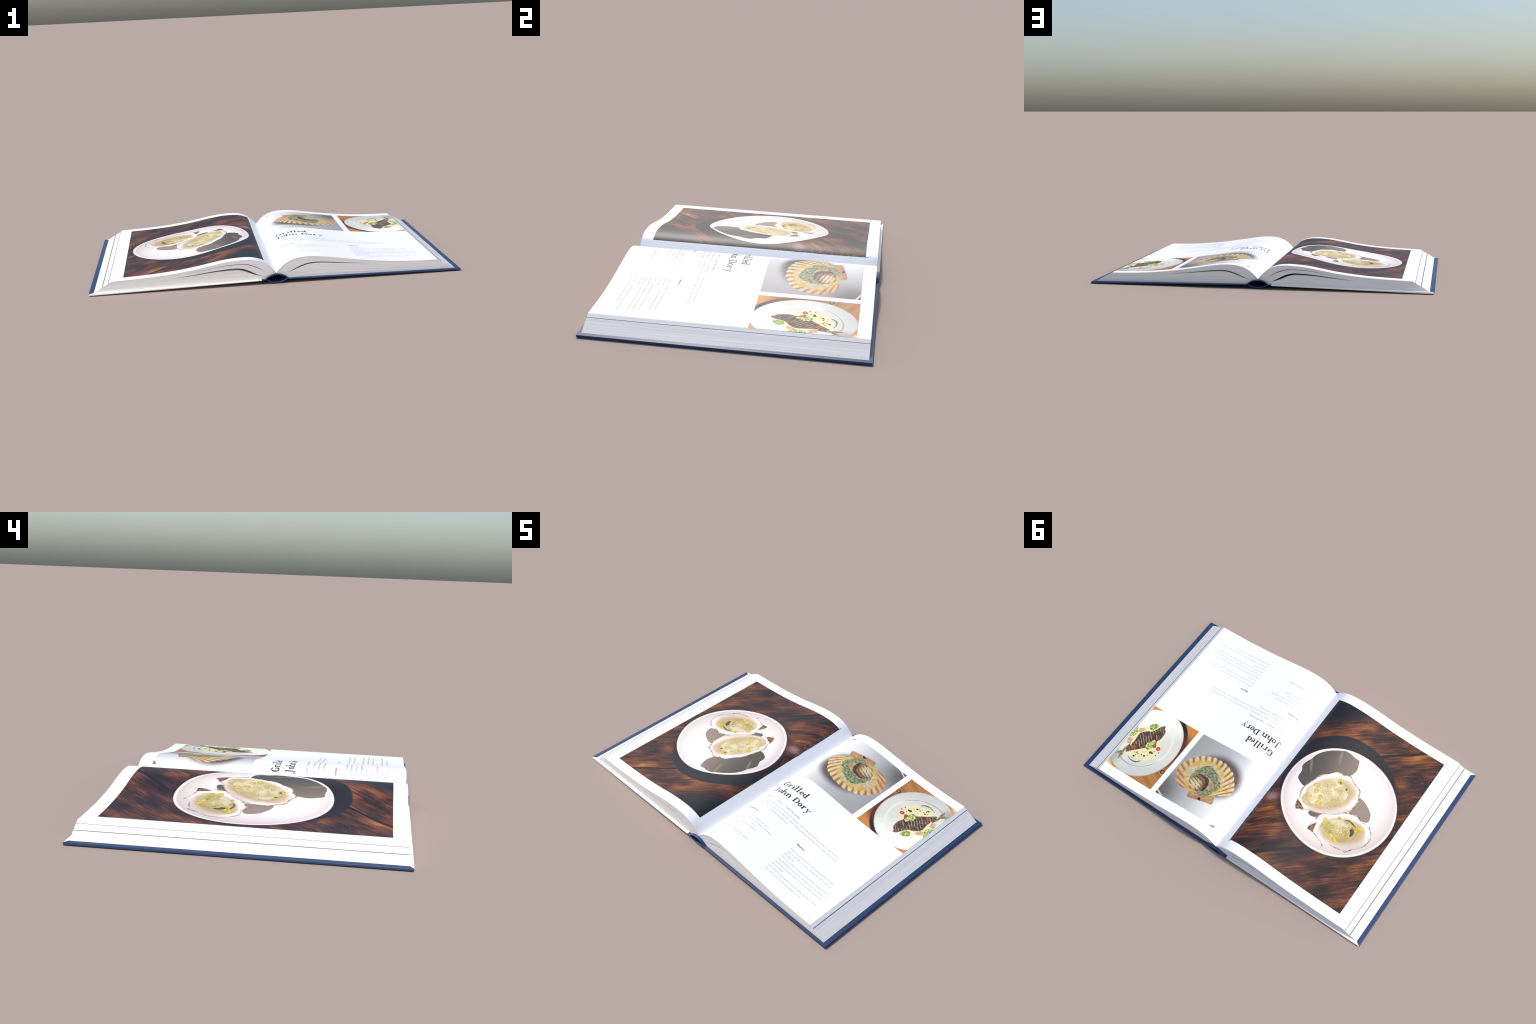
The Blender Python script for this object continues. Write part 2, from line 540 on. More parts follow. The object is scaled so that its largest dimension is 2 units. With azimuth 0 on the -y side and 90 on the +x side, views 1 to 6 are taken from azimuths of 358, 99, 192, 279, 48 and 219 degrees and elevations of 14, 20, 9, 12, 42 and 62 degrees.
def catmull(pts, per=6, jitter=0.0):
    """closed smooth outline through control points, optionally roughened"""
    P = np.array(pts, float)
    n = len(P)
    out = []
    for i in range(n):
        a, b, c, d = P[i - 1], P[i], P[(i + 1) % n], P[(i + 2) % n]
        for k in range(per):
            t = k / per
            out.append(0.5 * (2 * b + (c - a) * t + (2 * a - 5 * b + 4 * c - d) * t * t + (3 * b - a - 3 * c + d) * t ** 3))
    out = np.array(out)
    if jitter:
        k = np.convolve(np.r_[(r := RNG.normal(0, 1, (len(out) + 2)))], [.25, .5, .25], 'valid')
        ctr = out.mean(0)
        v = out - ctr
        out = out + v / np.hypot(*v.T)[:, None] * (k * jitter)[:, None]
    return out


def ellipse(cx, cy, rx, ry, n=72, rot=0.0):
    a = np.linspace(0, 2 * math.pi, n, endpoint=False)
    x, y = rx * np.cos(a), ry * np.sin(a)
    return np.stack([cx + x * math.cos(rot) - y * math.sin(rot), cy + x * math.sin(rot) + y * math.cos(rot)], 1)


def grow(poly, f):
    p = np.array(poly, float)
    c = p.mean(0)
    return c + (p - c) * f


def clip(poly, x0, x1, y0, y1):
    p = [tuple(q) for q in poly]
    for ax, lim, sg in ((0, x0, 1), (0, x1, -1), (1, y0, 1), (1, y1, -1)):
        o = []
        for i, b in enumerate(p):
            a = p[i - 1]
            ia, ib = sg * (a[ax] - lim) >= 0, sg * (b[ax] - lim) >= 0
            if ia != ib:
                t = (lim - a[ax]) / (b[ax] - a[ax])
                o.append((a[0] + t * (b[0] - a[0]), a[1] + t * (b[1] - a[1])))
            if ib:
                o.append(b)
        p = o
    return np.array(p)


def fill(polys, step):
    """one clean triangulation of the union of 2-D polygons, with inner points so it can bend with the page"""
    SY = 0.3
    vs, fs = [], []
    for p in polys:
        p = np.asarray(p, float)
        if np.sum(p[:, 0] * np.roll(p[:, 1], -1) - p[:, 1] * np.roll(p[:, 0], -1)) < 0:
            p = p[::-1]          # the triangulator wants counter-clockwise faces
        if step:                 # long edges get points of their own, so that they bend too
            q = []
            for a, b in zip(p, np.roll(p, -1, axis=0)):
                k = max(1, int(math.ceil(abs(b[0] - a[0]) / step)))
                q += [a + (b - a) * i / k for i in range(k)]
            p = np.array(q)
        fs.append(list(range(len(vs), len(vs) + len(p))))
        vs += [Vector((float(a), float(b) * SY)) for a, b in p]
    lo = np.min([np.min(p, axis=0) for p in polys], axis=0)
    hi = np.max([np.max(p, axis=0) for p in polys], axis=0)
    if step:
        for gx in np.arange(lo[0] + step * .5, hi[0], step):
            for gy in np.arange(lo[1] + step, hi[1], step / SY):
                vs.append(Vector((gx, gy * SY)))
    v, e, f, ov, oe, of = delaunay_2d_cdt(vs, [], fs, 0, 1e-7)
    keep = [tri for tri, o in zip(f, of) if o]
    used = sorted({i for t in keep for i in t})
    re = {o: i for i, o in enumerate(used)}
    return np.array([(v[i][0], v[i][1] / SY) for i in used]), [tuple(re[i] for i in t) for t in keep]


LAYER = 0.00011


def lay(name, side, V, F, mat, layer, parent):
    """bend flat artwork (x, y) onto the page, lifted by its printing layer"""
    V = np.asarray(V, float)
    ax = np.abs(V[:, 0])
    x, z, nx, nz = side.surf(ax, 0.0003 + LAYER * layer)
    me = mesh_from(np.stack([x, V[:, 1], z], 1), F, True)
    bm = bmesh.new()
    bm.from_mesh(me)
    bm.normal_update()
    bmesh.ops.reverse_faces(bm, faces=[f for f in bm.faces if f.normal.z < 0])
    bm.to_mesh(me)
    bm.free()
    me.normals_split_custom_set_from_vertices([(a, 0.0, c) for a, c in zip(nx, nz)])
    return link(name, me, mat, parent)


def patch(name, side, polys, mat, layer, parent, step=0.012):
    V, F = fill(polys, step)
    return lay(name, side, V, F, mat, layer, parent)


# ------------------------------------------------------------------ book block
def soft(a, b, x):
    t = np.clip((x - a) / (b - a), 0, 1)
    return t * t * (3 - 2 * t)


class Stack:
    """the leaves of one side: tau 0 lies on the cover, tau 1 is the open page.
    knots give where a leaf sits (0..1) at the spine, on the crown and on the fore-edge"""

    def __init__(self, side, knots):
        self.side = side
        k = np.array(knots)
        self.k = k
        n = 240
        u = np.linspace(0, 1, n) ** 1.25
        self.u = u
        tx, tz = np.interp(u, side.S / side.S[-1], side.T[:, 0]), np.interp(u, side.S / side.S[-1], side.T[:, 1])
        self.top = np.stack([tx, tz], 1)
        bx = 0.0605 + (0.9545 - 0.0605) * u
        self.bot = np.stack([bx, cover_top(bx) - 0.0005], 1)

    def curve(self, tau):
        s, m, e = (np.interp(tau, self.k[:, 0], self.k[:, i]) for i in (1, 2, 3))
        u = self.u
        w = m + (s - m) * (1 - soft(0, .24, u)) + (e - m) * soft(.40, 1.0, u)
        x0 = 0.0605 * (1 - s)
        c = self.bot + (self.top - self.bot) * w[:, None]
        # start on the arch of the spine
        start = np.array([x0, spine_arch(x0) - .0015])
        c = c + (start - c[0]) * ((1 - soft(0, .10, u)) ** 2)[:, None]
        return c


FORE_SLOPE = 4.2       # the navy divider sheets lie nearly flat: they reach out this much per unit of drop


def section(name, st, t0, t1, layers, parent, mat, dip=None):
    """a bundle of leaves as one solid with slightly uneven edges. dip lowers its upper side along u"""
    n = len(st.u)
    taus = np.linspace(t0, t1, layers + 1)
    rows = []
    for k in range(layers):
        jf, jb, je = RNG.uniform(0, .0005, 3)
        for tau in (taus[k], taus[k + 1]):
            rows.append((tau, jf, jb, je))
    sg = st.side.sign
    V, F = [], []
    for tau, jf, jb, je in rows:
        c = st.curve(tau)
        if dip is not None:
            c = c + dip * soft(t0, t1, np.array(tau)) ** 3
        c[-1, 0] -= je
        ring = [(sg * x, -PAGE_Y + jf, z) for x, z in c] + [(sg * x, PAGE_Y - jb, z) for x, z in c[::-1]]
        V += ring
    R = 2 * n
    for r in range(len(rows) - 1):
        for i in range(R):
            j = (i + 1) % R
            F.append((r * R + i, r * R + j, (r + 1) * R + j, (r + 1) * R + i))
    for base in (0, (len(rows) - 1) * R):
        for i in range(n - 1):
            F.append((base + i, base + i + 1, base + R - 2 - i, base + R - 1 - i))
    me = mesh_from(V, F)
    bm = bmesh.new()
    bm.from_mesh(me)
    bmesh.ops.recalc_face_normals(bm, faces=bm.faces)
    for f in bm.faces:
        f.smooth = abs(f.normal.y) < 0.5 and abs(f.normal.z) > .3
    bm.to_mesh(me)
    bm.free()
    me.set_sharp_from_angle(angle=0.5)
    return link(name, me, mat, parent)


def solid_between(name, st, up, low, ys, mat, parent, i0=0, i1=None, inset=0.0):
    """a solid filling the slit between two leaf curves"""
    up, low = up[i0:i1].copy(), low[i0:i1].copy()
    up[-1, 0] -= inset
    low[-1, 0] -= inset
    sg = st.side.sign
    prof = [(sg * x, z) for x, z in up] + [(sg * x, z) for x, z in low[::-1]]
    m = len(prof)
    V = [(x, -ys, z) for x, z in prof] + [(x, ys, z) for x, z in prof]
    F = [(i, (i + 1) % m, m + (i + 1) % m, m + i) for i in range(m)]
    k = len(up)
    for b in (0, m):
        F += [(b + i, b + i + 1, b + m - 2 - i, b + m - 1 - i) for i in range(k - 1)]
    me = mesh_from(V, F)
    bm = bmesh.new()
    bm.from_mesh(me)
    bmesh.ops.recalc_face_normals(bm, faces=bm.faces)
    bm.to_mesh(me)
    bm.free()
    return link(name, me, mat, parent)


def top_leaf(st, tau1, parent, mat):
    """the open page itself"""
    side = st.side
    sg = side.sign
    T = side.T
    x1, z1 = sg * T[:, 0], T[:, 1]
    x0, z0 = sg * (T[:, 0] - side.N[:, 0] * .0012), T[:, 1] - side.N[:, 1] * .0012
    n = len(T)
    V = []
    for xs, zs in ((x1, z1), (x0, z0)):
        for y in (-PAGE_Y - .0004, PAGE_Y + .0004):
            V += [(a, y, c) for a, c in zip(xs, zs)]
    F = []
    for i in range(n - 1):
        F.append((i, i + 1, n + i + 1, n + i))
        F.append((2 * n + i, 3 * n + i, 3 * n + i + 1, 2 * n + i + 1))
        F.append((i, 2 * n + i, 2 * n + i + 1, i + 1))
        F.append((n + i, n + i + 1, 3 * n + i + 1, 3 * n + i))
    F.append((n - 1, 3 * n - 1, 4 * n - 1, 2 * n - 1))
    me = mesh_from(V, F)
    bm = bmesh.new()
    bm.from_mesh(me)
    bmesh.ops.recalc_face_normals(bm, faces=bm.faces)
    for f in bm.faces:
        f.smooth = True
    bm.to_mesh(me)
    bm.free()
    me.set_sharp_from_angle(angle=0.6)
    return link('page', me, mat, parent)


# ------------------------------------------------------------------ binding
def board(name, sign, x_in, x_out, mats, parent, edge_slot):
    t = [(x_in, cover_top(x_in)), (x_out, cover_top(x_out) + .0004)]
    b = [(x_in, 0.0165 - (x_in - .067) * .0180), (x_out, 0.0)]
    bm = bmesh.new()
    vs = []
    for y in (-COVER_Y, COVER_Y):
        for x, z in (t[0], t[1], b[1], b[0]):
            vs.append(bm.verts.new((sign * x, y, z)))
    for f in ((0, 1, 2, 3), (7, 6, 5, 4), (0, 4, 5, 1), (1, 5, 6, 2), (2, 6, 7, 3), (3, 7, 4, 0)):
        bm.faces.new([vs[i] for i in f])
    bm.normal_update()
    bmesh.ops.recalc_face_normals(bm, faces=bm.faces)
    bmesh.ops.bevel(bm, geom=[e for e in bm.edges], offset=0.0026, segments=4, profile=0.5, affect='EDGES')
    zmin = min(v.co.z for v in bm.verts)
    for f in bm.faces:
        f.smooth = True
        f.normal_update()
        if edge_slot and abs(f.normal.y) > 0.30:
            f.material_index = 1
    me = bpy.data.meshes.new('board')
    bm.to_mesh(me)
    bm.free()
    me.set_sharp_from_angle(angle=0.7)
    return link(name, me, mats, parent)


def tube_strip(name, outer, inner, ys, mat, parent):
    """a bent strip of board: profile between two (x, z) curves, drawn out along y with a rounded end"""
    prof = list(outer) + list(inner)[::-1]
    m = len(prof)
    cx = sum(p[0] for p in prof) / m
    V, F = [], []
    mid = [((a[0] + b[0]) / 2, (a[1] + b[1]) / 2) for a, b in zip(outer, inner)]
    mid = mid + mid[::-1]
    for y, k in ((-ys, .45), (-ys + .0012, .85), (-ys + .003, 1), (ys - .003, 1), (ys - .0012, .85), (ys, .45)):
        V += [(q[0] + (p[0] - q[0]) * k, y, q[1] + (p[1] - q[1]) * k) for p, q in zip(prof, mid)]
    for r in range(5):
        for i in range(m):
            j = (i + 1) % m
            F.append((r * m + i, r * m + j, (r + 1) * m + j, (r + 1) * m + i))
    h = len(outer)
    for b in (0, 5 * m):
        F += [(b + i, b + i + 1, b + m - 2 - i, b + m - 1 - i) for i in range(h - 1)]
    me = mesh_from(V, F)
    bm = bmesh.new()
    bm.from_mesh(me)
    bmesh.ops.recalc_face_normals(bm, faces=bm.faces)
    for f in bm.faces:
        f.smooth = True
    bm.to_mesh(me)
    bm.free()
    me.set_sharp_from_angle(angle=0.9)
    return link(name, me, mat, parent)


# ------------------------------------------------------------------ lettering
def arc(cx, cy, rx, ry, a0, a1, tx, ty, n=22):
    """a stroke along an ellipse, thicker at the sides (tx) than at top and bottom (ty); angles in degrees"""
    out = []
    A = np.radians(np.linspace(a0, a1, n))
    for a, b in zip(A[:-1], A[1:]):
        q = []
        for t, f in ((a, 0), (b, 0), (b, 1), (a, 1)):
            q.append((cx + (rx - f * tx) * math.cos(t), cy + (ry - f * ty) * math.sin(t)))
        out.append(q)
    return out


def box(x0, y0, x1, y1):
    return [[(x0, y0), (x1, y0), (x1, y1), (x0, y1)]]


XH, CAP, ASC, DESC = .0262, .0388, .0440, .0145
ST, HA, SF = .0077, .0036, .0034     # stem, hairline, serif reach


def foot(x0, x1, y=0.0, l=1, r=1):
    """bracketed slab serif under a stem"""
    return [[(x0 - SF * l, y), (x1 + SF * r, y), (x1 + SF * r, y + HA * .8), (x1, y + HA * 1.7), (x0, y + HA * 1.7), (x0 - SF * l, y + HA * .8)]]


def flag(x0, x1, y):
    """slanted serif on top of a lower-case stem"""
    return [[(x0 - SF * 1.1, y - HA * 1.6), (x0 - SF * 1.0, y - HA * .7), (x1, y), (x1, y - HA * 2.2), (x0, y - HA * 2.2)]]


def glyph(ch):
    if ch in 'il':
        h = XH if ch == 'i' else ASC
        g = box(.0035, 0, .0035 + ST, h - HA) + foot(.0035, .0035 + ST) + flag(.0035, .0035 + ST, h)
        if ch == 'i':
            g += arc(.006, XH + .0105, .0033, .0033, 0, 360, .00325, .00325, 16)
        return g
    if ch == 'r':
        return box(.0035, 0, .0035 + ST, XH - HA) + foot(.0035, .0035 + ST) + flag(.0035, .0035 + ST, XH) + arc(.0185, XH - .0095, .0105, .0098, 80, 175, .0038, .0040) + arc(.0185, XH - .0036, .0036, .0036, 0, 360, .0035, .0035, 16)
    if ch == 'o':
        return arc(.0125, XH / 2, .0125, XH / 2 + .0004, 0, 360, .0078, .0040, 40)
    if ch == 'e':
        return arc(.0112, XH / 2, .0112, XH / 2 + .0004, 0, 322, .0074, .0038, 36) + box(.003, XH * .50, .0205, XH * .50 + HA)
    if ch == 'd':
        x = .0185
        return arc(.0125, XH / 2, .0125, XH / 2 + .0003, 35, 325, .0077, .0040, 30) + box(x, 0, x + ST, ASC - HA) + flag(x, x + ST, ASC) + [[(x + ST, 0), (x + ST + SF * 1.2, HA * .3), (x + ST + SF * 1.2, HA * 1.1), (x + ST, HA * 2.0)]]
    if ch in 'hn':
        h = ASC if ch == 'h' else XH
        x2 = .0235
        return (box(.0035, 0, .0035 + ST, h - HA) + foot(.0035, .0035 + ST) + flag(.0035, .0035 + ST, h) + box(x2, 0, x2 + ST, XH - .009) + foot(x2, x2 + ST)
                + arc(.0180, XH - .0098, .0111, .0100, 0, 170, .0064, .0044, 18))
    if ch == 'G':
        return (arc(.0185, CAP / 2, .0185, CAP / 2 + .0006, 42, 335, .0096, .0048, 40) + box(.0270, CAP * .10, .0270 + ST, CAP * .43)
                + box(.0225, CAP * .43, .0360, CAP * .43 + HA) + [[(.0322, CAP * .68), (.0342, CAP * .68), (.0342, CAP * .97), (.0318, CAP * .90)]])
    if ch == 'J':
        x = .0105
        return box(x, .002, x + ST, CAP) + box(x - SF - .001, CAP - HA, x + ST + SF + .001, CAP) + arc(x - .0038, .0005, .0094, .0092, 180, 375, .0050, .0036, 18) + arc(x - .0103, .0012, .0029, .0029, 0, 360, .0028, .0028, 14)
    if ch == 'D':
        return (box(.004, 0, .004 + ST + .0004, CAP) + box(0, 0, .018, HA) + box(0, CAP - HA, .018, CAP)
                + arc(.0165, CAP / 2, .0205, CAP / 2, -90, 90, .0083, .0038, 26))
    if ch == 'y':
        a = [(.0025, XH), (.0090, XH), (.0185, .0035), (.0150, -.0015)]
        b = [(.0235, XH), (.0262, XH), (.0160, -.0030), (.0105, -DESC + .003), (.0080, -DESC + .003), (.0150, 0)]
        return [a, b] + box(0, XH - HA, .0120, XH) + box(.0190, XH - HA, .0305, XH) + arc(.0065, -DESC + .0046, .0038, .0038, 0, 360, .0037, .0037, 14)
    return []


def place_text(side, V, s0, y0):
    """letter coordinates (arc length, height) to page x, y"""
    V = np.asarray(V, float)
    x = np.interp(s0 + V[:, 0], side.S, side.T[:, 0])
    return np.stack([x, y0 + V[:, 1]], 1)


def title_line(letters, base, side, mat, parent, layer):
    """letters: (character, left edge on the page)"""
    VV, FF = [], []
    for ch, x in letters:
        V, F = fill([np.array(p) for p in glyph(ch)], 0.004)
        P = place_text(side, V, side.s_of_x(x), base)
        o = len(VV)
        VV += P.tolist()
        FF += [tuple(i + o for i in f) for f in F]
    return lay('title', side, VV, FF, mat, layer, parent)


def text_mesh(body, size, bold=0.0):
    cu = bpy.data.curves.new('type', 'FONT')
    cu.body = body
    cu.size = size
    cu.resolution_u = 2
    cu.offset = bold
    ob = bpy.data.objects.new('type', cu)
    SC.objects.link(ob)
    dg = bpy.context.evaluated_depsgraph_get()
    me = bpy.data.meshes.new_from_object(ob.evaluated_get(dg))
    V = np.array([v.co[:2] for v in me.vertices]) if len(me.vertices) else np.zeros((0, 2))
    F = [tuple(p.vertices) for p in me.polygons]
    bpy.data.objects.remove(ob)
    bpy.data.curves.remove(cu)
    bpy.data.meshes.remove(me)
    return V, F


def paragraph(name, lines, size, side, mat, parent, layer=1, bold=0.0):
    """lines: (text, left x, right x or None, middle height)"""
    VV, FF = [], []
    for body, x0, x1, yc in lines:
        V, F = text_mesh(body, size, bold)
        s0 = side.s_of_x(x0)
        V[:, 0] -= V[:, 0].min()
        if side.sign < 0:
            V[:, 0] = V[:, 0].max() - V[:, 0]
        if x1 is not None:
            V[:, 0] *= (side.s_of_x(x1) - s0) / V[:, 0].max()
        P = place_text(side, V, s0, yc - size * .27)
        o = len(VV)
        VV += P.tolist()
        FF += [tuple(i + o for i in f) for f in F]
    ob = lay(name, side, VV, FF, mat, layer, parent)
    ob['kind'] = 'stuff'
    return ob


# ================================================================== BUILD
ROOT = bpy.data.objects.new('open_book', None)
SC.objects.link(ROOT)
ROOT.rotation_euler = (0, 0, TURN)
ROOT['label'] = 'open hardback cookbook with navy cover and food photographs'
ROOT['category'] = 'book'

paper = mat_paper()
navy = mat_cloth('navy_cover_cloth', (36, 63, 108), (42, 69, 115))
navy_in = mat_cloth('navy_spine_cloth', (42, 66, 114), (50, 75, 122))
navy_white = mat_half_cloth()
slit_dark = mat_cloth('blackened_slit_shade', (10, 11, 18), (16, 18, 28), .9)
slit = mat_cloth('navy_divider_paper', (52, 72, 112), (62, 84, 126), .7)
edge_l, edge_r = mat_edges('page_edges', LEFT), mat_edges('page_edges', RIGHT)

# --- covers and spine
board('cover_board', -1, .0785, COVER_X, [navy_white], ROOT, False)
board('cover_board', 1, .0640, COVER_X, [navy], ROOT, False)
hx = np.linspace(.0560, .0800, 8)
for sg, x_end in ((-1, .0790), (1, .0660)):
    hx = np.linspace(.0560, x_end, 8)
    outer = [(sg * x, .0222 + .0005 * soft(.056, .075, x)) for x in hx]
    inner = [(sg * x, .0195 - .0020 * soft(.056, .075, x)) for x in hx]
    tube_strip('cover_hinge', outer, inner, COVER_Y - .0005, navy, ROOT)
ax = np.linspace(-1, 1, 33)
HW = .0600
up_o = [(HW * a, spine_arch(abs(HW * a))) for a in ax]
up_i = [(HW * .93 * a, spine_arch(abs(HW * a)) - .0062 * (1 - .72 * abs(a) ** 3)) for a in ax]
tube_strip('spine_lining', up_o, up_i, COVER_Y - .001, navy_in, ROOT)
low = lambda a: .0002 + .0222 * abs(a) ** 2.4
lo_o = [(HW * a, low(a)) for a in ax]
lo_i = [(HW * .94 * a, low(a) + .0068 * (1 - .75 * abs(a) ** 3)) for a in ax]
tube_strip('spine', lo_i, lo_o, COVER_Y - .001, navy, ROOT)

# --- leaves: (tau, at the spine, on the crown, on the fore-edge)
SL = Stack(LEFT, [(0, 0, 0, 0), (.50, .28, .625, .524), (.78, .62, .823, .845), (1, .985, .992, .982)])
SR = Stack(RIGHT, [(0, 0, 0, 0), (.70, .48, .705, .800), (1, .985, .992, .982)])


def slit_shape(st, peak, width, u0, u1, end):
    u = st.u
    d = width * soft(u0, peak, u) * np.clip(1 - (u - peak) / (u1 - peak), 0, 1) ** .85
    return d, end * soft(.986, 1.0, u) ** .6


for st, edge, cuts in ((SL, edge_l, [(0, .50, 15), (.50, .78, 6), (.78, 1, 5)]), (SR, edge_r, [(0, .70, 20), (.70, 1, 8)])):
    slits = {.50: (.14, .0125, .02, .60, .0010), .78: (.14, .0042, .02, .56, .0006), .70: (.14, .0088, .005, .58, .0009)}
    for t0, t1, n in cuts:
        if t1 in slits:
            pk, w, u0, u1, end = slits[t1]
            d, e = slit_shape(st, pk, w, u0, u1, end)
            dip = np.stack([e * FORE_SLOPE, -d - e], 1)
        else:
            dip = None
        section('page_section', st, t0, t1, n, ROOT, edge, dip)
        if dip is not None:
            up = st.curve(t1)
            low_c = up + dip
            up2, lo2 = up - np.array([0, 1e-4]), low_c + np.array([0, 1e-4])
            i0 = int(np.searchsorted(st.u, .987))
            solid_between('slit_shade_filler', st, up2, lo2, PAGE_Y - .0006, slit, ROOT, i0, None, -.0002)
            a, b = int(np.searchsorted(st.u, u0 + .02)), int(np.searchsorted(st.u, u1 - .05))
            solid_between('slit_shade_filler', st, up2, lo2, PAGE_Y - .035, slit_dark, ROOT, a, b)  # near-black solid, models the darkness deep inside the slit

page_l = top_leaf(SL, 1, ROOT, paper)
page_r = top_leaf(SR, 1, ROOT, paper)

# --- left page: oysters on a plate
L, R = LEFT, RIGHT


def rect(x0, x1, y0, y1):
    return np.array([(x0, y0), (x1, y0), (x1, y1), (x0, y1)])


PX0, PX1, PYY = -.7995, -.0582, .5575
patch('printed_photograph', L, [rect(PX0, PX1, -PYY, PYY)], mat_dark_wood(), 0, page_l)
patch('printed_strap', L, [catmull([(-.0585, .243), (-.079, .250), (-.083, .285), (-.0765, .335), (-.0745, .39), (-.0765, .447), (-.0735, .505), (-.064, .545), (-.0585, .552)], 5, .0008)], mat_strap(), 1, page_l)
patch('printed_leather', L, [catmull([(-.0585, .176), (-.075, .158), (-.1, .142), (-.125, .150), (-.150, .19), (-.155, .222), (-.125, .230), (-.095, .243), (-.072, .252), (-.0585, .245)], 5)], mat_leather(), 1, page_l)
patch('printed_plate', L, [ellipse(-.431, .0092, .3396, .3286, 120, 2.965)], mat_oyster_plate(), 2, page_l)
shm = mat_shell_shadow()
big_sh = [(-.1595, .0277), (-.2169, .0521), (-.26, .02), (-.33, -.06), (-.40, -.12), (-.3934, -.1566), (-.4066, -.2183), (-.3874, -.2725), (-.3615, -.2781), (-.3037, -.2814), (-.2558, -.2566), (-.1843, -.1928), (-.1538, -.117), (-.1353, -.0584), (-.1512, -.0225)]
patch('printed_shadow', L, [catmull(big_sh, 4, .0024)], shm, 3, page_l)
patch('printed_shadow', L, [catmull([(-.50, -.075), (-.5354, -.0828), (-.5742, -.0668), (-.6146, -.0394), (-.6337, .0036), (-.622, .0247), (-.5787, .035), (-.53, .04), (-.50, .01)], 5, .0008)], shm, 3, page_l)
patch('printed_shadow', L, [catmull([(-.3276, .1717), (-.335, .145), (-.3837, .13), (-.39, .15), (-.3762, .1676), (-.3499, .1792)], 5)], shm, 3, page_l)

big = [(-.2526, .1917), (-.2346, .1449), (-.2364, .1307), (-.2226, .0898), (-.2231, .0442), (-.2399, -.0075), (-.2591, -.0646), (-.2917, -.1024), (-.329, -.1422), (-.3668, -.1465), (-.4027, -.1624), (-.4407, -.1399), (-.4835, -.1273), (-.4967, -.1115), (-.505, -.0855), (-.518, -.0569), (-.5175, -.0054), (-.5073, .0311), (-.4873, .0527), (-.4528, .0949), (-.3911, .1305), (-.3368, .1517), (-.3178, .1574), (-.2942, .173)]
small = [(-.3753, .2497), (-.379, .1968), (-.3827, .1687), (-.3948, .1275), (-.4476, .0957), (-.4949, .0469), (-.5384, .0266), (-.5683, .0202), (-.6001, .0344), (-.6276, .0333), (-.6651, .0435), (-.688, .0705), (-.7002, .1112), (-.6888, .1625), (-.6416, .2182), (-.6187, .2471), (-.5885, .2478), (-.5335, .2579), (-.5046, .2735), (-.5026, .2872), (-.4736, .2693), (-.4306, .2558), (-.4047, .2512)]
bigf = [(-.2458, .1236), (-.2473, .0711), (-.2668, -.0019), (-.3056, -.0644), (-.3475, -.1144), (-.3829, -.1136), (-.4205, -.0918), (-.4442, -.0776), (-.4563, -.0288), (-.4494, .0213), (-.4238, .0601), (-.3832, .102), (-.3242, .1333), (-.2755, .1458)]
smallf = [(-.4224, .1936), (-.4206, .1573), (-.4592, .1216), (-.5082, .0841), (-.5517, .0641), (-.6014, .0711), (-.6326, .0672), (-.6425, .0911), (-.6138, .1245), (-.6047, .162), (-.5779, .2065), (-.5321, .2221), (-.4948, .2254), (-.4596, .2151)]
rim = mat_plain('printed_shell_rim', (128, 98, 70), (222, 200, 186), 60)
shells = [mat_oyster_shell(-.365, .005, .212, .130, .92, .27, .36), mat_oyster_shell(-.545, .150, .178, .112, .52, .47, .56)]
barn = mat_plain('printed_shell_hinge', (52, 46, 46), (170, 132, 92), 70)
flesh = [mat_flesh('printed_oyster_flesh', (218, 203, 152), (182, 162, 104), (246, 237, 208), .265, .325, -.355, .008, .212, .130, .92), mat_flesh('printed_oyster_flesh', (200, 182, 106), (140, 124, 52), (240, 232, 190), .475, .525, -.535, .145, .178, .112, .52)]
oil, oil_d = mat_oil(), mat_plain('printed_oil_ring', (176, 156, 82), (204, 182, 98), 40)
for out, inn, fl, shell in ((big, bigf, flesh[0], shells[0]), (small, smallf, flesh[1], shells[1])):
    patch('printed_oyster_rim', L, [catmull(grow(out, 1.014), 4, .0034)], rim, 4, page_l)
    patch('printed_oyster_shell', L, [catmull(grow(out, .975), 4, .0022)], shell, 5, page_l)
    patch('printed_oyster_flesh', L, [catmull(grow(inn, .97), 5, .0026)], fl, 7, page_l)
patch('printed_shell_hinge', L, [catmull([(-.2540, .1905), (-.2366, .147), (-.252, .146), (-.276, .158), (-.292, .170), (-.275, .182)], 4, .0015)], barn, 6, page_l)
patch('printed_shell_hinge', L, [catmull([(-.377, .248), (-.385, .215), (-.398, .190), (-.402, .20), (-.408, .235), (-.416, .252), (-.398, .252)], 4, .0012)], barn, 6, page_l)
patch('printed_oyster_flesh', L, [catmull([(-.283, .105), (-.29, .075), (-.31, .06), (-.325, .075), (-.335, .10), (-.315, .115)], 4, .001)], mat_plain('printed_oyster_belly', (226, 206, 160), (240, 226, 200), 20), 8, page_l)
px = 1 / 344.0
for cx, cy, r in [(-.2748, .0031, 32), (-.2893, .0329, 29), (-.2776, .0817, 22), (-.3303, .0518, 31), (-.3432, .0895, 36), (-.3725, -.0986, 36), (-.4404, -.0747, 20), (-.3209, -.033, 17),
                  (-.4298, .1472, 32), (-.4882, .09, 24), (-.6234, .0832, 42), (-.6035, .0915, 32)]:
    r = r / 6.03 * .0029
    patch('printed_oil_drop_ring', L, [ellipse(cx, cy, r, r * .95, 26)], oil_d, 9, page_l, .01)
    patch('printed_oil_drop', L, [ellipse(cx, cy, r * .86, r * .82, 26)], oil, 10, page_l, .01)
patch('printed_oil_drop', L, [ellipse(-.525, .214, .034, .011, 30, -.25)], oil, 9, page_l, .01)
dk = mat_plain('printed_dark_frill', (44, 46, 40), (110, 108, 70), 90)
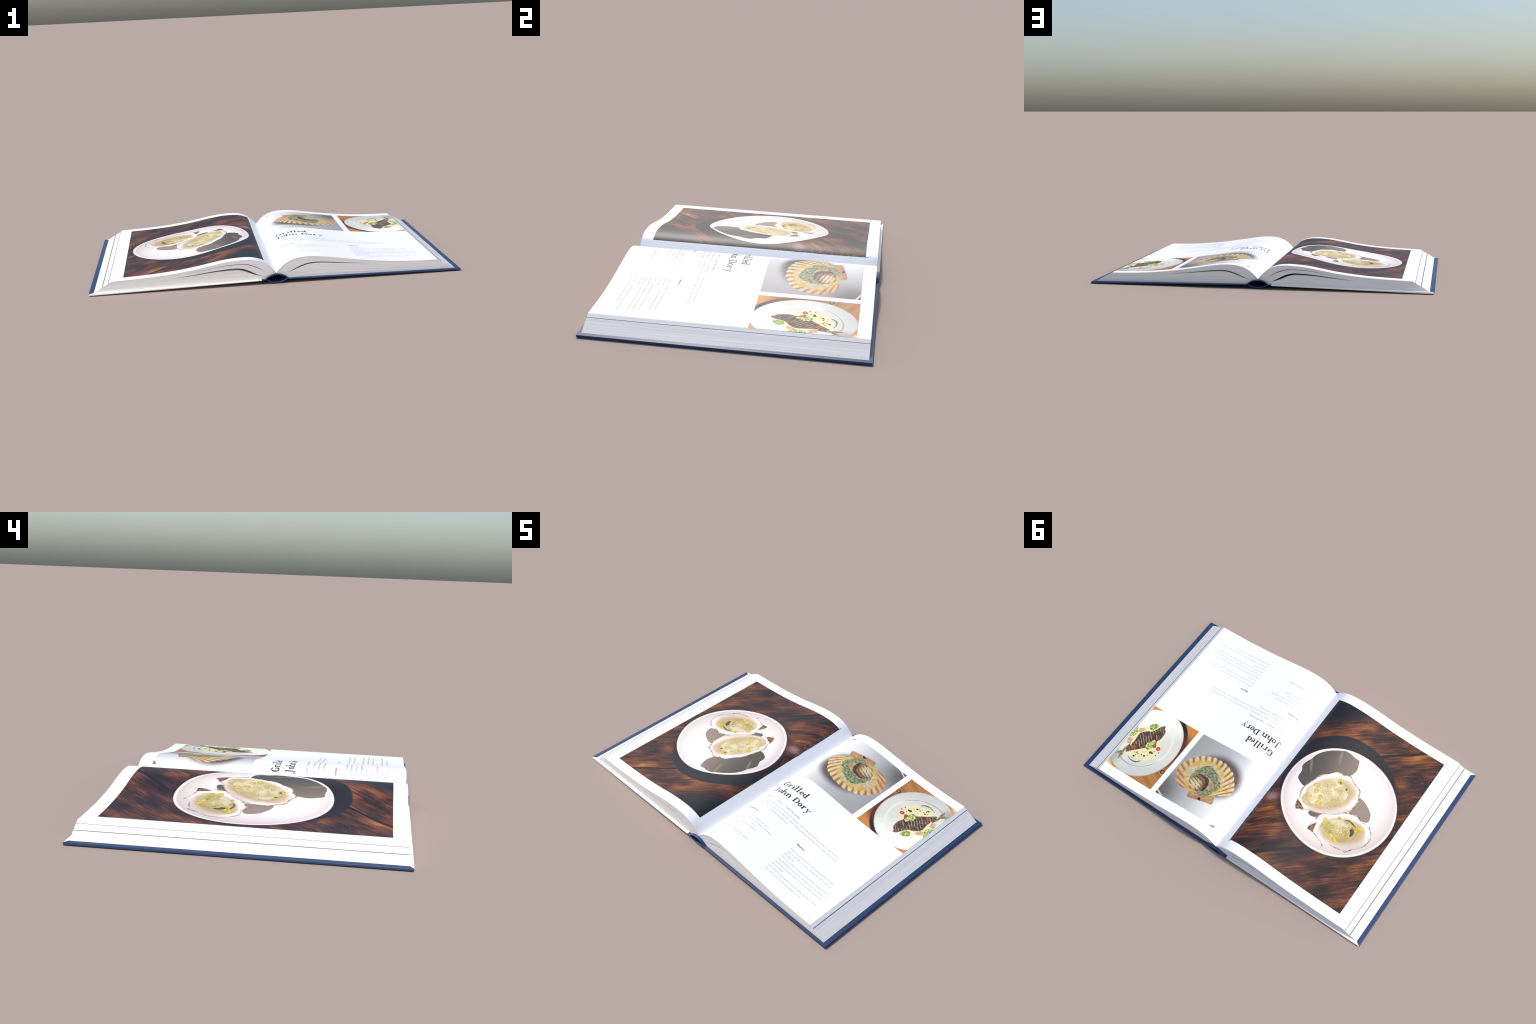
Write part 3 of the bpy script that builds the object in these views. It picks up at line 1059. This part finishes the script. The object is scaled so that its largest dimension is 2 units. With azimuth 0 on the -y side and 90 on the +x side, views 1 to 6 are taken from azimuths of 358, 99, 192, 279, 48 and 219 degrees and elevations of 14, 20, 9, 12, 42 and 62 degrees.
patch('printed_dark_frill', L, [catmull([(-.585, .10), (-.60, .112), (-.606, .135), (-.594, .15), (-.588, .13), (-.575, .118)], 4, .002)], dk, 9, page_l)
patch('printed_dark_frill', L, [catmull([(-.515, .083), (-.545, .067), (-.585, .077), (-.60, .085), (-.57, .080), (-.545, .075)], 4, .001)], dk, 8, page_l)
patch('printed_dark_frill', L, [ellipse(-.375, -.095, .008, .006, 18)], dk, 11, page_l, .01)
patch('printed_dark_frill', L, [ellipse(-.4235, -.080, .005, .009, 18)], dk, 9, page_l, .01)

# --- right page: scallop picture
SX0, SX1, SY0, SY1 = .0605, .4828, .0890, .5565
patch('printed_photograph', R, [rect(SX0, SX1, SY0, SY1)], mat_stone_plate(), 0, page_r)
fan = [(.3911, .213), (.3487, .1997), (.3152, .1886), (.268, .189), (.2208, .1969), (.169, .2188), (.1337, .2544), (.1075, .289), (.099, .328), (.1143, .361), (.1408, .379), (.1691, .3948), (.1591, .4148), (.1507, .4493), (.1948, .4609), (.229, .4693), (.3009, .4831), (.3143, .4529), (.3367, .4443), (.3692, .4497), (.4071, .4418), (.4342, .4245), (.4534, .3971), (.468, .3553), (.4658, .3143), (.4464, .2713), (.4193, .2381)]
P = catmull(fan, 24)
a = np.arctan2(P[:, 0] - HINGE[0], HINGE[1] - P[:, 1])
v = P - np.array(HINGE)
sc = np.where(P[:, 1] < .40, 1 + .008 * np.sin(a * 46) + .004 * np.sin(a * 17 + 1), 1)
patch('printed_scallop_shell', R, [np.array(HINGE) + v * sc[:, None]], mat_scallop(), 1, page_r)
sauce = [(.3742, .35), (.3633, .31), (.3422, .2694), (.3098, .2504), (.2577, .2642), (.2217, .2811), (.2082, .3058), (.1852, .3127), (.1768, .3509), (.19, .3871), (.2184, .43), (.2476, .4454), (.2753, .4296), (.3219, .43), (.3587, .3965)]
patch('printed_green_sauce', R, [catmull(sauce, 5, .0022)], mat_green_sauce(), 2, page_r)
patch('printed_roe', R, [catmull([(.300, .322), (.2605, .320), (.212, .347), (.2080, .366), (.2313, .390), (.26, .405), (.29, .38)], 5, .001)], mat_plain('printed_roe', (176, 146, 108), (214, 190, 146), 30), 3, page_r)
patch('printed_shadow', R, [catmull([(.335, .331), (.295, .320), (.262, .328), (.246, .352), (.240, .382), (.252, .412), (.28, .40)], 5, .0008)], mat_plain('printed_brown_shade', (66, 46, 40), (104, 78, 62), 30), 4, page_r)
patch('printed_scallop_meat', R, [catmull([(.3400, .418), (.3590, .385), (.3440, .3427), (.308, .331), (.2740, .346), (.2570, .382), (.2621, .4150), (.297, .432)], 6, .0006)], mat_scallop_meat(), 5, page_r)
patch('printed_shell_tip', R, [catmull([(.224, .466), (.226, .453), (.236, .450), (.244, .457), (.238, .467)], 4, .0012)], mat_plain('printed_dark_tip', (30, 26, 24), (60, 48, 42), 60), 3, page_r)

# --- right page: fish picture
FX0, FX1 = .5180, .8568
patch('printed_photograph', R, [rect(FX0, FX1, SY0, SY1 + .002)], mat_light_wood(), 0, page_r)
fplate = clip(ellipse(.7383, .3193, .2095, .2404, 140), FX0 + .0005, FX1 - .0005, SY0 + .0005, SY1 + .0015)
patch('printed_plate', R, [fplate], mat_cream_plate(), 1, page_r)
dusk = mat_plain('printed_fish_shadow', (92, 72, 44), (140, 116, 70), 30)
fish_m, herb_m = mat_fish(), mat_herbs()
patch('printed_shadow', R, [catmull([(.690, .20), (.680, .25), (.690, .285), (.672, .320), (.70, .335), (.735, .368), (.775, .408), (.805, .440), (.81, .40), (.80, .34), (.76, .26), (.735, .190), (.712, .170), (.708, .19)], 5, .0015)], dusk, 2, page_r)
patch('printed_fish_fillet', R, [catmull([(.8027, .3647), (.8110, .3309), (.8125, .2920), (.7890, .2610), (.7576, .2410), (.7400, .210), (.7326, .1947), (.7096, .174), (.7121, .2079), (.7492, .2541), (.7845, .3204)], 5, .0012)], fish_m, 3, page_r)
patch('printed_fish_fillet', R, [catmull([(.6958, .1944), (.6874, .2451), (.7040, .2775), (.7235, .3141), (.7424, .3526), (.7654, .3897), (.7939, .4179), (.8143, .4229), (.8060, .3815), (.8016, .348), (.7873, .317), (.7729, .2859), (.752, .2506), (.7282, .2187), (.710, .192)], 5, .0012)], fish_m, 4, page_r)
seam = np.array([(.8075, .372), (.8010, .345), (.7873, .316), (.7729, .285), (.752, .2500), (.7282, .2180), (.708, .190)])
sn = np.gradient(seam, axis=0)
sn = np.stack([-sn[:, 1], sn[:, 0]], 1) / np.hypot(*sn.T)[:, None] * .0026
patch('printed_fish_seam', R, [np.vstack([seam + sn, (seam - sn)[::-1]])], mat_plain('printed_fish_seam', (74, 66, 34), (140, 124, 70), 60), 5, page_r, .01)
patch('printed_fish_tail', R, [np.array([(.8158, .379), (.8276, .4187), (.8283, .4442), (.8425, .4605), (.8561, .4829), (.8279, .4663), (.8151, .4995), (.8073, .4733), (.8165, .4323), (.8022, .4147)])], mat_plain('printed_fish_tail', (74, 62, 48), (186, 166, 122), 45), 5, page_r)
meat = mat_plain('printed_fish_meat', (236, 214, 178), (198, 150, 112), 60)
for pts in ([(.828, .29), (.812, .285), (.800, .262), (.812, .250), (.835, .268)], [(.845, .345), (.825, .35), (.818, .375), (.835, .388), (.85, .37)], [(.712, .282), (.698, .285), (.692, .302), (.708, .310), (.718, .300)]):
    patch('printed_fish_meat', R, [catmull(pts, 5, .002)], meat, 5, page_r)
for pts in ([(.745, .195), (.757, .182), (.782, .195), (.795, .215), (.785, .232), (.765, .235), (.750, .222)],
            [(.8560, .262), (.838, .278), (.829, .300), (.832, .325), (.845, .340), (.8560, .335)],
            [(.700, .308), (.722, .305), (.735, .322), (.728, .345), (.710, .360), (.697, .350), (.690, .328)]):
    patch('printed_green_dice', R, [clip(catmull(pts, 6, .0028), 0, .8562, 0, 1)], herb_m, 6, page_r)
red, redl = mat_plain('printed_tomato', (196, 40, 26), (226, 72, 44), 60), mat_plain('printed_tomato_heart', (240, 130, 84), (250, 176, 120), 80)
patch('printed_tomato', R, [ellipse(.6525, .318, .0135, .0125, 30)], red, 7, page_r, .01)
patch('printed_tomato', R, [ellipse(.6515, .3185, .0055, .0050, 20)], redl, 8, page_r, .01)
ring = [np.array([(.785 + .013 * math.cos(t) * k, .3854 + .0085 * math.sin(t) * k) for t, k in ((a0, 1), (a1, 1), (a1, .55), (a0, .55))]) for a0, a1 in zip(np.linspace(0, 6.28, 20)[:-1], np.linspace(0, 6.28, 20)[1:])]
patch('printed_chilli', R, ring, mat_plain('printed_chilli', (190, 62, 52), (220, 104, 84), 60), 7, page_r, .01)
leaf = mat_plain('printed_herb_oil', (24, 48, 26), (62, 92, 36), 60)
for cx, cy, r in [(.7467, .435, 18), (.6941, .4015, 18), (.7129, .4036, 12), (.6766, .3624, 24), (.6658, .3607, 18), (.7176, .4208, 7), (.6802, .3883, 8), (.6369, .363, 11), (.6333, .3382, 10), (.7420, .4251, 10), (.7451, .4051, 14), (.733, .41, 9), (.758, .412, 9), (.705, .41, 6), (.662, .345, 9), (.700, .425, 5)]:
    r = r / 7.84 * .0028
    patch('printed_herb_drop', R, [catmull(ellipse(cx, cy, r, r * .9, 9), 3, r * .12)], leaf, 7, page_r, .01)
cur = np.array([(.7773, .4529), (.7539, .4634), (.73, .4656), (.7095, .4607), (.6955, .4478), (.6902, .4364)])
wid = [.0012, .0028, .0034, .0046, .0026, .0010]
nrm = np.gradient(cur, axis=0)
nrm = np.stack([-nrm[:, 1], nrm[:, 0]], 1) / np.hypot(*nrm.T)[:, None]
patch('printed_herb_streak', R, [np.vstack([cur + nrm * np.array(wid)[:, None], (cur - nrm * np.array(wid)[:, None])[::-1]])], mat_plain('printed_herb_streak', (74, 106, 34), (118, 148, 58), 60), 7, page_r, .01)

# --- right page: lettering
ink = mat_plain('black_ink', (20, 22, 30), (28, 30, 38), 100)
grey = mat_plain('grey_ink', (178, 180, 196), (192, 194, 210), 100)
dark_grey = mat_plain('dark_grey_ink', (120, 122, 138), (136, 138, 152), 100)
title_line([('G', .0612), ('r', .1000), ('i', .1283), ('l', .1470), ('l', .1672), ('e', .1890), ('d', .2130)], -.0395, R, ink, page_r, 1)
title_line([('J', .0600), ('o', .0868), ('h', .1112), ('n', .1478), ('D', .2022), ('o', .2420), ('r', .2710), ('y', .2995)], -.1060, R, ink, page_r, 1)
paragraph('subheading', [('Chapter 1  ·  Serves 2  ·  Takes 40 minutes', .0595, .3281, -.1644)], .0150, R, dark_grey, page_r)
paragraph('paragraph', [
    ('One of the signature dishes at the harbour. Use a whole fish and cook on the bone as', .0605, .6513, -.1940),
    ('a guard against drying out. As the John Dory cooks, it releases its flavour into a water based stock,', .0605, .6585, -.2172),
    ('resulting in only a delicate natural sauce.', .0605, .3133, -.2412)], .0145, R, grey, page_r)
paragraph('subheading', [('Ingredients', .0595, .1378, -.2975)], .0152, R, dark_grey, page_r, 1, .0003)
paragraph('paragraph', [
    ('1 John Dory, prepped by your', .0605, .2695, -.3450), ('fishmonger (bones and wings removed)', .0605, .3065, -.3665), ('a little olive oil (1 tbsp)', .0605, .2100, -.3905),
    ('2 small courgettes, halved', .0605, .2372, -.4128), ('1 bay leaf', .0605, .1272, -.4375), ('1 lemon', .0605, .0990, -.4608), ('white wine, a generous splash', .0605, .2536, -.4860), ('sea salt', .0605, .1010, -.5090), ('fennel', .0605, .1122, -.5315)], .0140, R, grey, page_r)
paragraph('subheading', [('Method', .4400, .4915, -.2971)], .0158, R, dark_grey, page_r, 1, .0004)
paragraph('paragraph', [
    ('Preheat the oven until it is hot, then season the fish all over gently', .4405, .7541, -.3440), ('with sea salt. Place in a heavy roasting dish with the olive oil', .4405, .7611, -.3680), ('and white wine.', .4405, .5141, -.3914),
    ('Scatter the courgettes around and roast for fifteen minutes in the hot', .4405, .7844, -.4146), ('oven, spooning the cooking juices over the fish every five minutes or so', .4405, .7980, -.4390), ('until the flesh just comes away from the bone when pressed with a', .4405, .7901, -.4622), ('fork at the thickest', .4405, .5250, -.4842),
    ('Leave the fish to rest somewhere warm and reduce the juices to a glossy', .4405, .7924, -.5083), ('sauce, then taste and add lemon before serving.', .4405, .7039, -.5323)], .0140, R, grey, page_r)
paragraph('page_number', [('15', .8265, .8360, -.5940)], .0110, R, grey, page_r)
paragraph('page_number', [('14', .8335, None, -.5960)], .0110, L, grey, page_l)
